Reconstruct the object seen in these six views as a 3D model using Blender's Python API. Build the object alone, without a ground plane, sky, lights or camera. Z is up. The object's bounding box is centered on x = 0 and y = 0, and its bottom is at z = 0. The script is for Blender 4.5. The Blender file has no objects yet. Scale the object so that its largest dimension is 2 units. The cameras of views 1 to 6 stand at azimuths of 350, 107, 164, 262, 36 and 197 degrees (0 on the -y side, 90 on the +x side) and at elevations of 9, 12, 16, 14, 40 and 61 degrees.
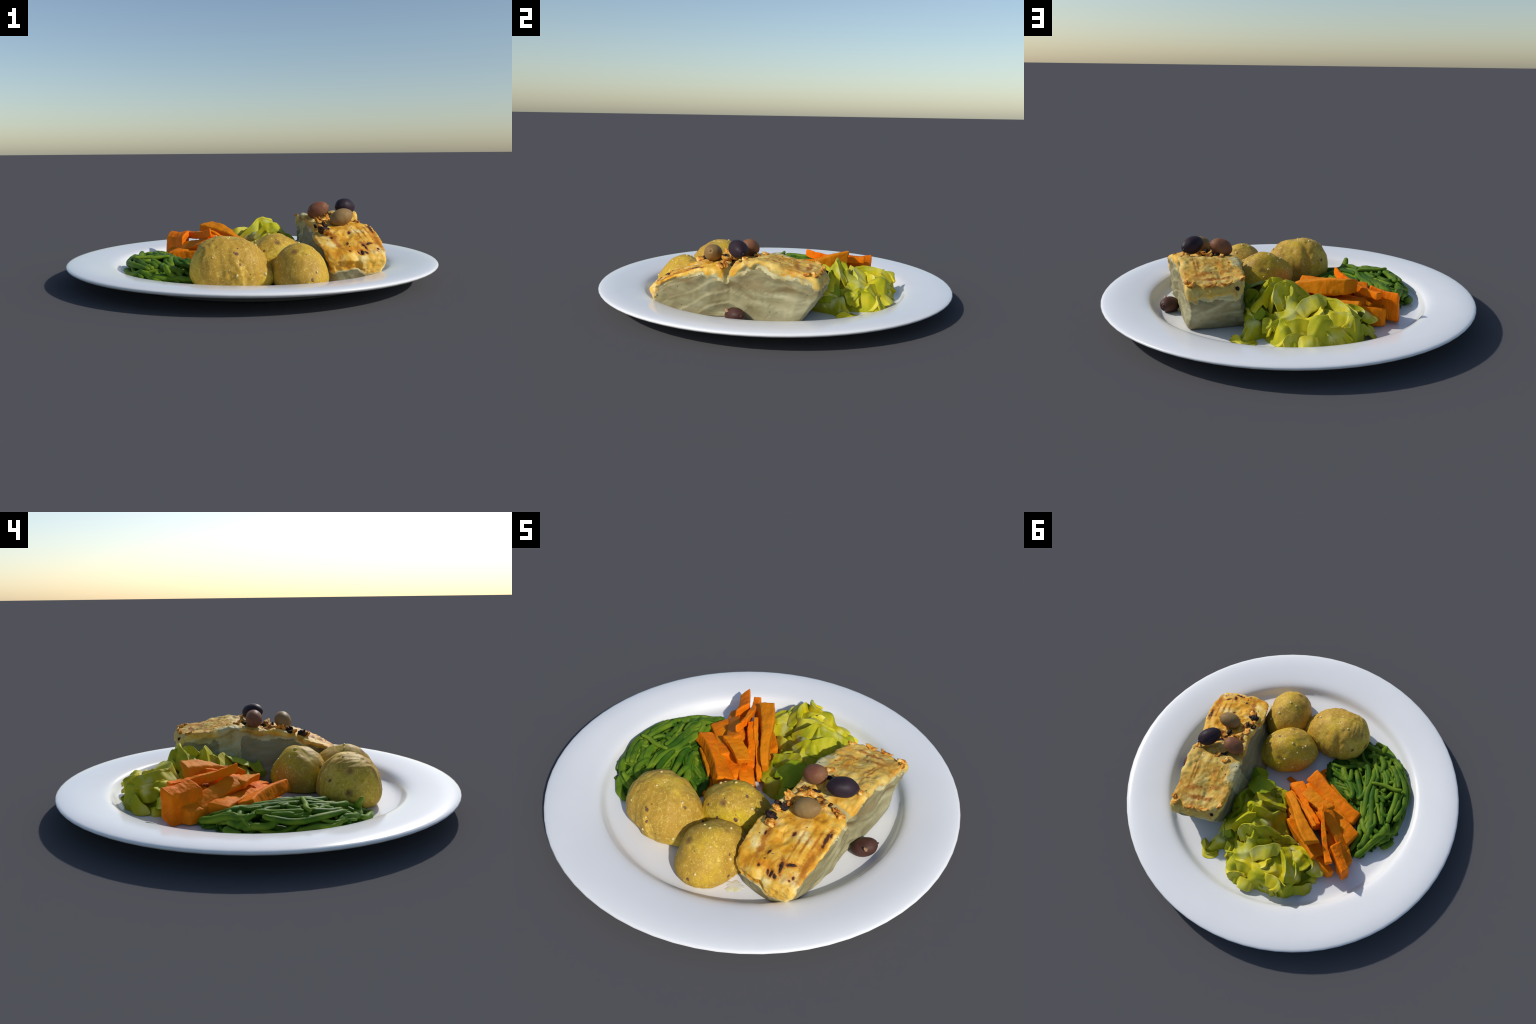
import bpy, bmesh, math, random
import numpy as np
from mathutils import Vector
from mathutils.bvhtree import BVHTree

RNG = np.random.default_rng(7)
COL = bpy.context.scene.collection
FLOOR = 0.034          # height of the eating surface of the plate

# ------------------------------------------------------------------ noise
def _h(ix, iy, iz, s):
    n = (ix * 374761393 + iy * 668265263 + iz * 2147483647 + s * 974711) & 0x7FFFFFFF
    n = ((n ^ (n >> 13)) * 1274126177) & 0x7FFFFFFF
    return ((n ^ (n >> 16)) & 0xFFFFFF) / float(0xFFFFFF) * 2 - 1

def vnoise(P, scale=1.0, seed=0):
    """smooth value noise, -1..1, P is (n,3)"""
    Q = np.asarray(P, float) * scale + 100.0 + seed * 17.31
    I = np.floor(Q).astype(np.int64)
    F = Q - I
    U = F * F * F * (F * (F * 6 - 15) + 10)
    r = 0
    for dx in (0, 1):
        for dy in (0, 1):
            for dz in (0, 1):
                w = (U[:, 0] if dx else 1 - U[:, 0]) * (U[:, 1] if dy else 1 - U[:, 1]) * (U[:, 2] if dz else 1 - U[:, 2])
                r = r + w * _h(I[:, 0] + dx, I[:, 1] + dy, I[:, 2] + dz, seed)
    return r

def fbm(P, scale=1.0, octaves=3, seed=0, gain=0.5):
    r, a, s = 0, 1.0, scale
    for o in range(octaves):
        r = r + a * vnoise(P, s, seed + o)
        a *= gain
        s *= 2.03
    return r

def ridged(P, scale=1.0, octaves=2, seed=0):
    r, a, s = 0, 1.0, scale
    for o in range(octaves):
        r = r + a * (1 - 2 * np.abs(vnoise(P, s, seed + o)))
        a *= 0.5
        s *= 2.1
    return r

def smooth01(x, a, b):
    t = np.clip((np.asarray(x, float) - a) / (b - a), 0, 1)
    return t * t * (3 - 2 * t)

# ------------------------------------------------------------------ nodes
class Mat:
    def __init__(self, name, rough=0.5, **kw):
        self.m = bpy.data.materials.new(name)
        self.m.use_nodes = True
        self.t = self.m.node_tree
        self.b = self.t.nodes["Principled BSDF"]
        self.b.inputs["Roughness"].default_value = rough
        for k, v in kw.items():
            self.b.inputs[k.replace("_", " ")].default_value = v
        tc = self.t.nodes.new("ShaderNodeTexCoord")
        self.co = tc.outputs["Object"]
        self.gen = tc.outputs["Generated"]
        self.uvn = tc.outputs["UV"]

    def link(self, a, sock):
        if hasattr(a, "is_linked"):
            self.t.links.new(a, sock)
        elif isinstance(a, (tuple, list)) and len(a) == 3 and sock.type == "RGBA":
            sock.default_value = (*a, 1)
        else:
            sock.default_value = a

    def mapped(self, scale=(1, 1, 1), rot=(0, 0, 0), loc=(0, 0, 0), src=None):
        n = self.t.nodes.new("ShaderNodeMapping")
        n.inputs["Scale"].default_value = scale
        n.inputs["Rotation"].default_value = rot
        n.inputs["Location"].default_value = loc
        self.t.links.new(src or self.co, n.inputs["Vector"])
        return n.outputs[0]

    def noise(self, scale, detail=4, rough=0.55, dist=0.0, co=None):
        n = self.t.nodes.new("ShaderNodeTexNoise")
        n.inputs["Scale"].default_value = scale
        n.inputs["Detail"].default_value = detail
        n.inputs["Roughness"].default_value = rough
        n.inputs["Distortion"].default_value = dist
        self.t.links.new(co or self.co, n.inputs["Vector"])
        return n.outputs["Fac"]

    def voronoi(self, scale, co=None, feature="F1", rnd=1.0):
        n = self.t.nodes.new("ShaderNodeTexVoronoi")
        n.feature = feature
        n.inputs["Scale"].default_value = scale
        n.inputs["Randomness"].default_value = rnd
        self.t.links.new(co or self.co, n.inputs["Vector"])
        return n.outputs["Distance"]

    def ramp(self, fac, stops):
        n = self.t.nodes.new("ShaderNodeValToRGB")
        e = n.color_ramp.elements
        while len(e) < len(stops):
            e.new(0.5)
        for el, (p, c) in zip(e, stops):
            el.position = p
            el.color = (*c, 1) if isinstance(c, tuple) else (c, c, c, 1)
        self.link(fac, n.inputs[0])
        return n.outputs[0]

    def mix(self, fac, a, b, mode="MIX"):
        n = self.t.nodes.new("ShaderNodeMix")
        n.data_type = "RGBA"
        n.blend_type = mode
        self.link(fac, n.inputs[0])
        self.link(a, n.inputs[6])
        self.link(b, n.inputs[7])
        return n.outputs[2]

    def math(self, op, a, b=0.0):
        n = self.t.nodes.new("ShaderNodeMath")
        n.operation = op
        self.link(a, n.inputs[0])
        self.link(b, n.inputs[1])
        return n.outputs[0]

    def random(self):
        return self.t.nodes.new("ShaderNodeObjectInfo").outputs["Random"]

    def sep(self, co=None):
        n = self.t.nodes.new("ShaderNodeSeparateXYZ")
        self.t.links.new(co or self.co, n.inputs[0])
        return n.outputs

    def hsv(self, col, h=0.5, s=1.0, v=1.0):
        n = self.t.nodes.new("ShaderNodeHueSaturation")
        self.link(h, n.inputs["Hue"]); self.link(s, n.inputs["Saturation"]); self.link(v, n.inputs["Value"])
        self.link(col, n.inputs["Color"])
        return n.outputs[0]

    def done(self, col, bump=None, strength=0.3, dist=0.004, rough=None):
        self.link(col, self.b.inputs["Base Color"])
        if rough is not None:
            self.link(rough, self.b.inputs["Roughness"])
        if bump is not None:
            n = self.t.nodes.new("ShaderNodeBump")
            n.inputs["Strength"].default_value = strength
            n.inputs["Distance"].default_value = dist
            self.link(bump, n.inputs["Height"])
            self.t.links.new(n.outputs[0], self.b.inputs["Normal"])
        return self.m

# ------------------------------------------------------------------ objects
def make(name, V, F, mat, base=(0, 0, 0), parent=None, smooth=True, normals=None):
    me = bpy.data.meshes.new(name)
    V = np.asarray(V, float) - np.asarray(base, float)
    me.from_pydata(V.tolist(), [], [list(map(int, f)) for f in F])
    me.validate()
    me.polygons.foreach_set("use_smooth", [smooth] * len(me.polygons))
    me.materials.append(mat)
    me.update()
    if normals is not None:
        me.normals_split_custom_set_from_vertices([tuple(n) for n in normals])
    ob = bpy.data.objects.new(name, me)
    COL.objects.link(ob)
    if parent is not None:
        ob.parent = parent
    else:
        ob.location = base
    return ob

def empty(name, base):
    ob = bpy.data.objects.new(name, None)
    ob.empty_display_size = 0.1
    COL.objects.link(ob)
    ob.location = base
    return ob

def tag(ob, label, category):
    ob["label"] = label
    ob["category"] = category

def vnormals(V, F):
    N = np.zeros_like(V)
    for k in sorted({len(f) for f in F}):
        A = np.array([f for f in F if len(f) == k])
        n = np.cross(V[A[:, 2]] - V[A[:, 0]], V[A[:, -1]] - V[A[:, 1]])
        for j in range(k):
            np.add.at(N, A[:, j], n)
    return N / (np.linalg.norm(N, axis=1, keepdims=True) + 1e-12)

def relax(V, F, times, weight=0.5, mask=None):
    E = np.array([(f[i], f[(i + 1) % len(f)]) for f in F for i in range(len(f))])
    E = np.vstack([E, E[:, ::-1]])
    deg = np.bincount(E[:, 0], minlength=len(V))[:, None]
    for _ in range(times):
        S = np.zeros_like(V)
        np.add.at(S, E[:, 0], V[E[:, 1]])
        D = (S / deg - V) * weight
        V = V + (D if mask is None else D * mask[:, None])
    return V

def box_grid(na, nb, nc):
    """closed box surface as quads, vertices on the integer lattice, in 0..1"""
    ids, V, F = {}, [], []
    def vid(i, j, k):
        key = (i, j, k)
        if key not in ids:
            ids[key] = len(V)
            V.append((i / na, j / nb, k / nc))
        return ids[key]
    for i in range(na):
        for j in range(nb):
            F.append([vid(i, j, 0), vid(i, j + 1, 0), vid(i + 1, j + 1, 0), vid(i + 1, j, 0)])
            F.append([vid(i, j, nc), vid(i + 1, j, nc), vid(i + 1, j + 1, nc), vid(i, j + 1, nc)])
    for i in range(na):
        for k in range(nc):
            F.append([vid(i, 0, k), vid(i + 1, 0, k), vid(i + 1, 0, k + 1), vid(i, 0, k + 1)])
            F.append([vid(i, nb, k), vid(i, nb, k + 1), vid(i + 1, nb, k + 1), vid(i + 1, nb, k)])
    for j in range(nb):
        for k in range(nc):
            F.append([vid(0, j, k), vid(0, j, k + 1), vid(0, j + 1, k + 1), vid(0, j + 1, k)])
            F.append([vid(na, j, k), vid(na, j + 1, k), vid(na, j + 1, k + 1), vid(na, j, k + 1)])
    return np.array(V), F

def sphere(sub):
    bm = bmesh.new()
    bmesh.ops.create_icosphere(bm, subdivisions=sub, radius=1.0)
    V = np.array([v.co[:] for v in bm.verts])
    F = [[v.index for v in f.verts] for f in bm.faces]
    bm.free()
    return V, F

def euler(z, y=0.0, x=0.0):
    c, s = math.cos, math.sin
    Rz = np.array([[c(z), -s(z), 0], [s(z), c(z), 0], [0, 0, 1]])
    Ry = np.array([[c(y), 0, s(y)], [0, 1, 0], [-s(y), 0, c(y)]])
    Rx = np.array([[1, 0, 0], [0, c(x), -s(x)], [0, s(x), c(x)]])
    return Rz @ Ry @ Rx

def spline(points, n):
    """Catmull-Rom through the points, n samples"""
    P = np.array(points, float)
    if len(P) == 2:
        t = np.linspace(0, 1, n)[:, None]
        return P[0] * (1 - t) + P[1] * t
    Q = np.vstack([2 * P[0] - P[1], P, 2 * P[-1] - P[-2]])
    out = []
    for u in np.linspace(0, len(P) - 1 - 1e-9, n):
        i = int(u); t = u - i
        a, b, c, d = Q[i:i + 4]
        out.append(0.5 * (2 * b + (c - a) * t + (2 * a - 5 * b + 4 * c - d) * t * t + (3 * b - a - 3 * c + d) * t ** 3))
    return np.array(out)

def tube(points, radii, n=20, sides=10, flat=1.0, seed=0, wob=0.12, cap=True, scar=0.0):
    """a stalk with rounded ends along a spine; flat squashes it vertically"""
    S = spline(points, n)
    T = np.gradient(S, axis=0)
    T /= np.linalg.norm(T, axis=1, keepdims=True) + 1e-9
    up = np.array([0, 0, 1.0])
    R = np.interp(np.linspace(0, 1, n), np.linspace(0, 1, len(radii)), radii)
    if cap:
        e = np.linspace(0, 1, n) * (n - 1)
        k = np.minimum(e, n - 1 - e)
        R = R * np.clip(0.62 + 0.38 * np.minimum(k, 1.0), 0, 1)
    V, F = [], []
    for i in range(n):
        side = np.cross(T[i], up)
        side /= np.linalg.norm(side) + 1e-9
        nn = np.cross(side, T[i])
        for j in range(sides):
            a = 2 * math.pi * j / sides
            V.append(S[i] + R[i] * (math.cos(a) * side + flat * math.sin(a) * nn))
    V = np.array(V)
    ring = np.repeat(S, sides, axis=0)
    d = V - ring
    V = ring + d * (1 + wob * vnoise(V, 34, seed)[:, None] + 0.5 * wob * vnoise(V, 90, seed + 3)[:, None])
    for i in range(n - 1):
        for j in range(sides):
            k = (j + 1) % sides
            F.append([i * sides + j, i * sides + k, (i + 1) * sides + k, (i + 1) * sides + j])
    V = np.vstack([V, S[0] - T[0] * R[0] * 0.35, S[-1] + T[-1] * R[-1] * 0.35])
    a, b = len(V) - 2, len(V) - 1
    for j in range(sides):
        k = (j + 1) % sides
        F.append([a, k, j])
        F.append([b, (n - 1) * sides + j, (n - 1) * sides + k])
    return V, F

def inside(poly, x, y):
    c = np.zeros(np.shape(x), bool)
    P = poly
    for i in range(len(P)):
        (x1, y1), (x2, y2) = P[i], P[i - 1]
        cond = ((y1 > y) != (y2 > y)) & (x < (x2 - x1) * (y - y1) / (y2 - y1 + 1e-12) + x1)
        c ^= cond
    return c

def edge_distance(poly, x, y):
    d = np.full(np.shape(x), 9.0)
    for i in range(len(poly)):
        a, b = np.array(poly[i]), np.array(poly[i - 1])
        ab = b - a
        t = np.clip(((x - a[0]) * ab[0] + (y - a[1]) * ab[1]) / (ab @ ab), 0, 1)
        d = np.minimum(d, np.hypot(x - a[0] - t * ab[0], y - a[1] - t * ab[1]))
    return d

def idw(ctrl, x, y, power=3.0):
    C = np.array(ctrl, float)
    d = np.hypot(np.asarray(x)[..., None] - C[:, 0], np.asarray(y)[..., None] - C[:, 1]) + 1e-4
    w = d ** -power
    return (w * C[:, 2]).sum(-1) / w.sum(-1)

def settle(z, low, soft=.004):
    """nothing sinks into the plate: squeeze what lies below into a thin layer, keeping its order"""
    t = z - low
    return low + np.where(t > soft, t, soft * np.exp(np.minimum((t - soft) / .025, 0)))

class Joined:
    def __init__(self):
        self.V, self.F, self.n = [], [], 0
    def add(self, V, F):
        self.V.append(np.asarray(V)); self.F += [[i + self.n for i in f] for f in F]; self.n += len(V)
    def out(self):
        return np.vstack(self.V), self.F

# ================================================================== PLATE
m = Mat("white_porcelain", rough=0.22, Coat_Weight=0.25, Coat_Roughness=0.12)
mat_plate = m.done(m.mix(m.ramp(m.noise(2.5, 3), [(0.35, 0.0), (0.7, 1.0)]), (0.80, 0.80, 0.80), (0.83, 0.83, 0.825)))

PROFILE = [(0.0, 0.012), (0.40, 0.012), (0.60, 0.011), (0.625, 0.0), (0.68, 0.0), (0.695, 0.004), (0.72, 0.013), (0.77, 0.030),
           (0.85, 0.053), (0.92, 0.069), (0.965, 0.078), (0.985, 0.083), (0.996, 0.090), (1.0, 0.0965), (0.996, 0.102),
           (0.985, 0.1055), (0.965, 0.1085), (0.93, 0.1100), (0.89, 0.1085), (0.84, 0.1040), (0.80, 0.0990), (0.775, 0.0945),
           (0.757, 0.0885), (0.745, 0.081), (0.735, 0.068), (0.727, 0.055), (0.718, 0.0445), (0.705, 0.038), (0.685, 0.0350), (0.65, FLOOR),
           (0.5, FLOOR), (0.3, FLOOR), (0.0, FLOOR)]
SEG = 72
V, F, rings = [], [], []
for r, z in PROFILE:
    if r == 0:
        rings.append([len(V)] * SEG); V.append((0, 0, z))
    else:
        rings.append(list(range(len(V), len(V) + SEG)))
        V += [(r * math.cos(2 * math.pi * k / SEG), r * math.sin(2 * math.pi * k / SEG), z) for k in range(SEG)]
for a, b in zip(rings, rings[1:]):
    for k in range(SEG):
        q = [a[k], a[(k + 1) % SEG], b[(k + 1) % SEG], b[k]]
        q = [v for i, v in enumerate(q) if v not in q[:i]]
        F.append(q)
plate = make("dinner_plate", V, F, mat_plate)
tag(plate, "round glossy white porcelain dinner plate with wide rim", "plate")

# ================================================================== POTATOES
def potato_material(name, skin, green, tan, seed):
    m = Mat(name, rough=0.55, Specular_IOR_Level=0.18)
    co = m.mapped(loc=(seed, seed * 0.7, 0))
    c = m.mix(m.ramp(m.noise(5, 4, co=co), [(0.38, 0.0), (0.66, 1.0)]), skin, green)
    c = m.mix(m.ramp(m.noise(9, 5, co=co), [(0.5, 0.0), (0.72, 0.8)]), c, tan)
    c = m.mix(m.ramp(m.noise(6, 4, co=m.mapped(loc=(seed + 4, 1, 2))), [(0.52, 0.0), (0.70, 0.6)]), c, (0.44, 0.235, 0.030))
    fine = m.noise(70, 5, 0.65, 0.6, co=co)
    c = m.mix(m.ramp(fine, [(0.38, 0.7), (0.52, 0.0)]), c, (0.44, 0.26, 0.024))
    c = m.mix(m.ramp(m.noise(3.2, 5, .6, .5, co=m.mapped(loc=(seed + 9, 3, 5))), [(0.46, 0.0), (0.56, 0.85)]), c, (0.43, 0.245, 0.034))
    # bright glints on the skin, painted into its colour as pale streaks and specks
    glint = m.noise(34, 6, 0.72, 1.8, co=co)
    c = m.mix(m.ramp(glint, [(0.55, 0.0), (0.66, 0.6)]), c, (0.90, 0.68, 0.15))
    c = m.mix(m.ramp(m.noise(150, 2, co=co), [(0.60, 0.0), (0.72, 0.45)]), c, (0.90, 0.72, 0.28))
    c = m.mix(m.ramp(m.math("ADD", m.voronoi(6.5, co=co), m.math("MULTIPLY", fine, .06)), [(0.06, 0.9), (0.20, 0.0)]), c, (0.16, 0.075, 0.03))
    return m.done(c, m.mix(0.8, fine, glint), 0.22, 0.004)

POTATOES = [  # centre, half sizes, turn, wrinkle direction, skin tints
    dict(c=(-.183, -.429, .093), s=(.197, .159, .182), r=(-.16, .29, .02), pull=(.14, -.02), seed=1, wr=.0085,
         cols=((0.71, 0.46, 0.050), (0.58, 0.39, 0.030), (0.74, 0.52, 0.12))),
    dict(c=(.154, -.489, .034), s=(.149, .184, .205), r=(-.04, -.15, .0), pull=(-.15, .0), spread=.0, seed=5, wr=.002,
         cols=((0.64, 0.41, 0.038), (0.50, 0.36, 0.032), (0.66, 0.44, 0.08))),
    dict(c=(.076, -.231, .106), s=(.173, .144, .143), r=(.30, .21, .0), pull=(.14, .02), seed=9, wr=.0035,
         cols=((0.68, 0.47, 0.016), (0.52, 0.40, 0.012), (0.70, 0.50, 0.07))),
]
m = Mat("salt_and_herb_flecks", rough=0.5)
mat_fleck = m.done(m.ramp(m.random(), [(0.0, (0.66, 0.50, 0.17)), (1.0, (0.72, 0.58, 0.24))]))
m = Mat("dried_herb", rough=0.6)
mat_herb = m.done(m.ramp(m.noise(40, 3), [(0.4, (0.02, 0.018, 0.010)), (0.6, (0.055, 0.05, 0.018))]))
m = Mat("skin_blemish", rough=0.6)
mat_blem = m.done(m.ramp(m.noise(90, 3), [(0.35, (0.10, 0.045, 0.02)), (0.65, (0.22, 0.11, 0.035))]))

SV, SF = sphere(6)
BV, BF = sphere(2)
for k, p in enumerate(POTATOES):
    R = euler(*p["r"]); s = np.array(p["s"]); c = np.array(p["c"])
    sd = p["seed"]
    body = np.sign(SV) * np.abs(SV) ** 0.96
    P = (body * s) @ R.T
    n = (SV / s) @ R.T
    n /= np.linalg.norm(n, axis=1, keepdims=True)
    d = 0.012 * vnoise(P, 7, sd) + 0.006 * vnoise(P, 15, sd + 2) + 0.0009 * fbm(P, 40, 2, sd + 4)
    stretch = P @ euler(0.6 * k).T * np.array([1.0, 0.45, 1.0])
    d += p["wr"] * (ridged(stretch + 0.02 * np.stack([vnoise(P, 12, sd + i) for i in (5, 6, 7)], 1), 26, 2, sd + 8)) * (0.5 + 0.5 * vnoise(P, 9, sd + 11))
    pits = [np.array(v) / np.linalg.norm(v) for v in RNG.normal(size=(7, 3)) + np.array([0, 0, .6])]
    for q in pits:
        qd = q * s @ R.T
        d -= 0.006 * np.exp(-((P - qd) ** 2).sum(1) / 0.012 ** 2)
    if k == 0:    # dents of the big one: a fold down its back
        d -= 0.010 * np.exp(-((P[:, 0] + 0.02) / 0.02) ** 2) * smooth01(P[:, 1], 0.02, 0.12)
    if k == 1:    # sunken scar on its flank, the whole side is drawn in
        d -= .009 * smooth01(n @ np.array((.74, -.64, .18)), .45, .95)
        for q, w in (((.085, -.085, .055), .022), ((.105, -.045, .07), .020), ((.060, -.115, .040), .022), ((.115, -.03, .03), .022)):
            d -= 0.014 * np.exp(-((P - np.array(q)) ** 2).sum(1) / w ** 2)
    P = P + n * d[:, None] + c
    # the foot spreads towards the neighbour it leans on
    toward = np.array([*p["pull"], 0.0]); toward /= np.linalg.norm(toward)
    P += toward * (p.get('spread', .035) * np.exp(-((n @ toward - 1) / .35) ** 2) * (1 - smooth01(P[:, 2], .06, .15)))[:, None]
    # it sits on the plate: the underside narrows and flattens
    low = FLOOR + 0.003
    t = P[:, 2] - low
    P[:, 2] = low + np.where(t > 0.012, t, 0.012 * np.exp(np.minimum((t - 0.012) / 0.012, 0)) - 0.0006)
    tuck = 1 - .13 * np.clip((.10 - P[:, 2]) / .066, 0, 1) ** 2
    P[:, :2] = c[:2] + (P[:, :2] - c[:2]) * tuck[:, None]
    base = (c[0], c[1], FLOOR)
    C1, C2, C3 = p["cols"]
    ob = make("potato", P, SF, potato_material("potato_skin", C1, C2, C3, sd), base)
    tag(ob, ["large roasted new potato with wrinkled golden skin", "roasted new potato with a sunken scarred flank", "smooth yellow roasted new potato with small bumps"][k], "potato")
    # pale bumps, herb bits and dark eyes that stand out of the skin
    tree = BVHTree.FromPolygons(P.tolist(), SF)
    for kind, count, mt, rad in (("salt_grain", (10, 11, 13)[k], mat_fleck, (.004, .009)), ("herb_fleck", 4, mat_herb, (.002, .004)), ("skin_blemish", 6, mat_blem, (.005, .010))):
        J = Joined()
        for q in range(count):
            v = RNG.normal(size=3); v[2] = abs(v[2]) * 1.1 + 0.05; v /= np.linalg.norm(v)
            hit = tree.ray_cast(Vector(c + v * 0.5), Vector(-v), 1.0)
            if hit[0] is None or hit[0].z < FLOOR + .03:
                continue
            r = RNG.uniform(*rad)
            nrm = np.array(hit[1]); t1 = np.cross(nrm, RNG.normal(size=3)); t1 /= np.linalg.norm(t1); t2 = np.cross(nrm, t1)
            sx, sy, sz = {"salt_grain": (1, .9, .75), "herb_fleck": (1.5, .6, .3), "skin_blemish": (1.2, .9, .16)}[kind]
            W = BV * (1 + 0.25 * vnoise(BV + q, 2.2, q)[:, None])
            W = W[:, :1] * t1 * sx + W[:, 1:2] * t2 * sy + W[:, 2:] * nrm * sz
            J.add(np.array(hit[0]) + W * r, BF)
        if J.n:
            Vv, Ff = J.out()
            o = make(kind, Vv, Ff, mt, base, parent=ob)
            o["kind"] = "stuff"

# ================================================================== FISH
YS = [-.51, -.47, -.40, -.32, -.23, -.16, -.085, .02, .09, .20, .31, .38]
Z_LEFT = [.150, .192, .222, .245, .283, .306, .305, .312, .325, .305, .298, .285]
Z_MID = [.158, .198, .232, .268, .292, .304, .308, .326, .336, .320, .297, .278]
Z_RIGHT = [.150, .186, .222, .254, .287, .285, .268, .342, .345, .322, .298, .276]
X_LEFT = [.290, .279, .270, .269, .288, .310, .304, .297, .296, .303, .320, .342]
X_RIGHT = [.584, .594, .606, .611, .605, .592, .582, .599, .604, .606, .609, .614]
X_LOWL = [.36, .315, .260, .215, .195, .190, .190, .203, .224, .250, .285, .325]
X_LOWR = [.550, .560, .576, .588, .595, .592, .586, .596, .602, .602, .592, .576]

A, FF = box_grid(46, 130, 44)
a, b, c = A.T
yf = -.500 - .010 * c
yb = -.014 * smooth01(a, .6, 1) * (1 - c) + np.interp(c, [0, .12, .65, .85, 1], [.294, .318, .400, .400, .378]) - .03 * (1 - smooth01(a, 0, .3)) * smooth01(c, .7, 1)
y = yf + (yb - yf) * b
zt = np.where(a < .5, np.interp(y, YS, Z_LEFT) * (1 - 2 * a) + np.interp(y, YS, Z_MID) * 2 * a,
              np.interp(y, YS, Z_MID) * (2 - 2 * a) + np.interp(y, YS, Z_RIGHT) * (2 * a - 1))
z = FLOOR + .001 + (zt - FLOOR - .001) * c
foot = (1 - c) ** np.interp(y, [-.45, -.28, .0, .12], [2.2, 1.15, 1.15, 2.0])
xl = np.interp(y, YS, X_LOWL) * foot + np.interp(y, YS, X_LEFT) * (1 - foot) + .012 * np.sin(c * math.pi)
xr = np.interp(y, YS, X_LOWR) * (1 - c) + np.interp(y, YS, X_RIGHT) * c
x = xl + (xr - xl) * a
front = (1 - smooth01(b, 0, .08))
y = y - front * .012 * np.sin(a * math.pi)            # slightly bowed front end
P = np.stack([x, y, z], 1)
P = relax(P, FF, 9, .5)
N = vnormals(P, FF)
topness = smooth01(c, .80, 1.0) * smooth01(N[:, 2], .2, .7)
sideness = (1 - smooth01(N[:, 2], .15, .6)) * smooth01(z, FLOOR, FLOOR + .03)
# the crack where the fillet is parting, from the right edge into the middle
crack_y = -.090 - .10 * (0.56 - P[:, 0]) + .012 * vnoise(P, 16, 3)
cw = smooth01(P[:, 0], .38, .57)
gap = np.exp(-((P[:, 1] - crack_y) / .018) ** 2)
P[:, 2] -= .040 * np.exp(-((P[:, 1] - crack_y) / .013) ** 2) * cw * smooth01(c, .6, 1)
P[:, 0] -= .022 * np.exp(-((P[:, 1] - crack_y - .004 - .03 * (1 - c)) / .010) ** 2) * smooth01(a, .85, 1) * smooth01(c, .35, .75)
# flaky layers on the cut sides
warp = P + .03 * np.stack([vnoise(P, 7, s) for s in (11, 12, 13)], 1)
arc = warp[:, 2] + .22 * (warp[:, 1] + .08) ** 2 * 2.2 + .12 * np.abs(warp[:, 1] + .09)
layer = (arc * 17 + .9 * vnoise(P, 4, 14)) % 1.0                 # saw-tooth: each flake overlaps the next
flake = (layer ** 1.6 - .4) * smooth01(vnoise(P, 5, 21), -.45, .35)
hollow = np.minimum(0, vnoise(P, 7, 15) - .05)
bulge = np.exp(-((P[:, 1] - .09) / .11) ** 2 - ((P[:, 2] - .19) / .09) ** 2) * (a > .6)
side_d = .0100 * flake + .022 * hollow * (1 - .85 * bulge) + .010 * bulge + .006 * vnoise(P, 11, 23) + .003 * vnoise(P, 26, 22) + .0015 * fbm(P, 60, 2, 16) + .002
top_d = .0055 * vnoise(P, 15, 17) + .0042 * vnoise(P, 40, 18) + .0026 * fbm(P, 100, 2, 19) - .010 * smooth01(vnoise(P, 13, 24), .25, .7)
# crust region with a torn edge
edge = np.where(front > .4, .50, np.where(b > .965, .80, .905)) + (.06 + .10 * front) * vnoise(P, 15, 31) + .05 * vnoise(P, 42, 32)
crust_v = smooth01(c - edge, -.03, .02)
P = P + N * (side_d * sideness * (1 - crust_v) + top_d * np.maximum(topness, crust_v) + .0040 * crust_v)[:, None]
P[:, 2] = np.maximum(P[:, 2], FLOOR + .001)
N = vnormals(P, FF)

SPOTS = [(.493, -.456, .011, .030, .35), (.530, -.425, .024, .008, .5), (.469, -.488, .011, .014, .2), (.452, -.488, .007, .012, .6),
         (.490, -.492, .010, .012, .9), (.560, -.462, .006, .006, 0), (.552, -.478, .007, .005, .3), (.405, -.490, .008, .008, 0),
         (.454, -.311, .012, .010, .8), (.590, -.240, .008, .016, .2), (.585, -.270, .010, .05, .1), (.412, -.425, .006, .012, -.3),
         (.345, -.365, .006, .014, .3)]
STREAKS = [(.525, -.330, .008, .090, .06), (.556, -.310, .007, .085, .06), (.495, -.350, .008, .090, .10), (.54, .13, .006, .090, -.05), (.525, .17, .005, .080, -.05),
           (.46, .31, .090, .016, .1), (.58, -.40, .014, .08, .1), (.40, .23, .05, .018, .3), (.365, -.40, .02, .07, .2), (.50, .26, .06, .016, .2)]
m = Mat("grilled_crust", rough=0.55, Specular_IOR_Level=0.16)
co_l = m.mapped((1.6, .45, 1))
base_n = m.noise(13, 5, 0.6)
c1 = m.ramp(base_n, [(0.30, (0.58, 0.22, 0.012)), (0.42, (0.72, 0.36, 0.030)), (0.54, (0.79, 0.49, 0.085)), (0.66, (0.84, 0.66, 0.27))])
yy = m.sep()[1]
back = m.ramp(m.math("ADD", yy, 0.05), [(0.0, 0.0), (0.12, 1.0)])
c1 = m.mix(m.math("MULTIPLY", back, m.ramp(m.noise(11, 4, co=m.mapped(loc=(9, 1, 0))), [(0.40, 0.15), (0.60, 0.75)])), c1, (0.62, 0.46, 0.125))
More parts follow.
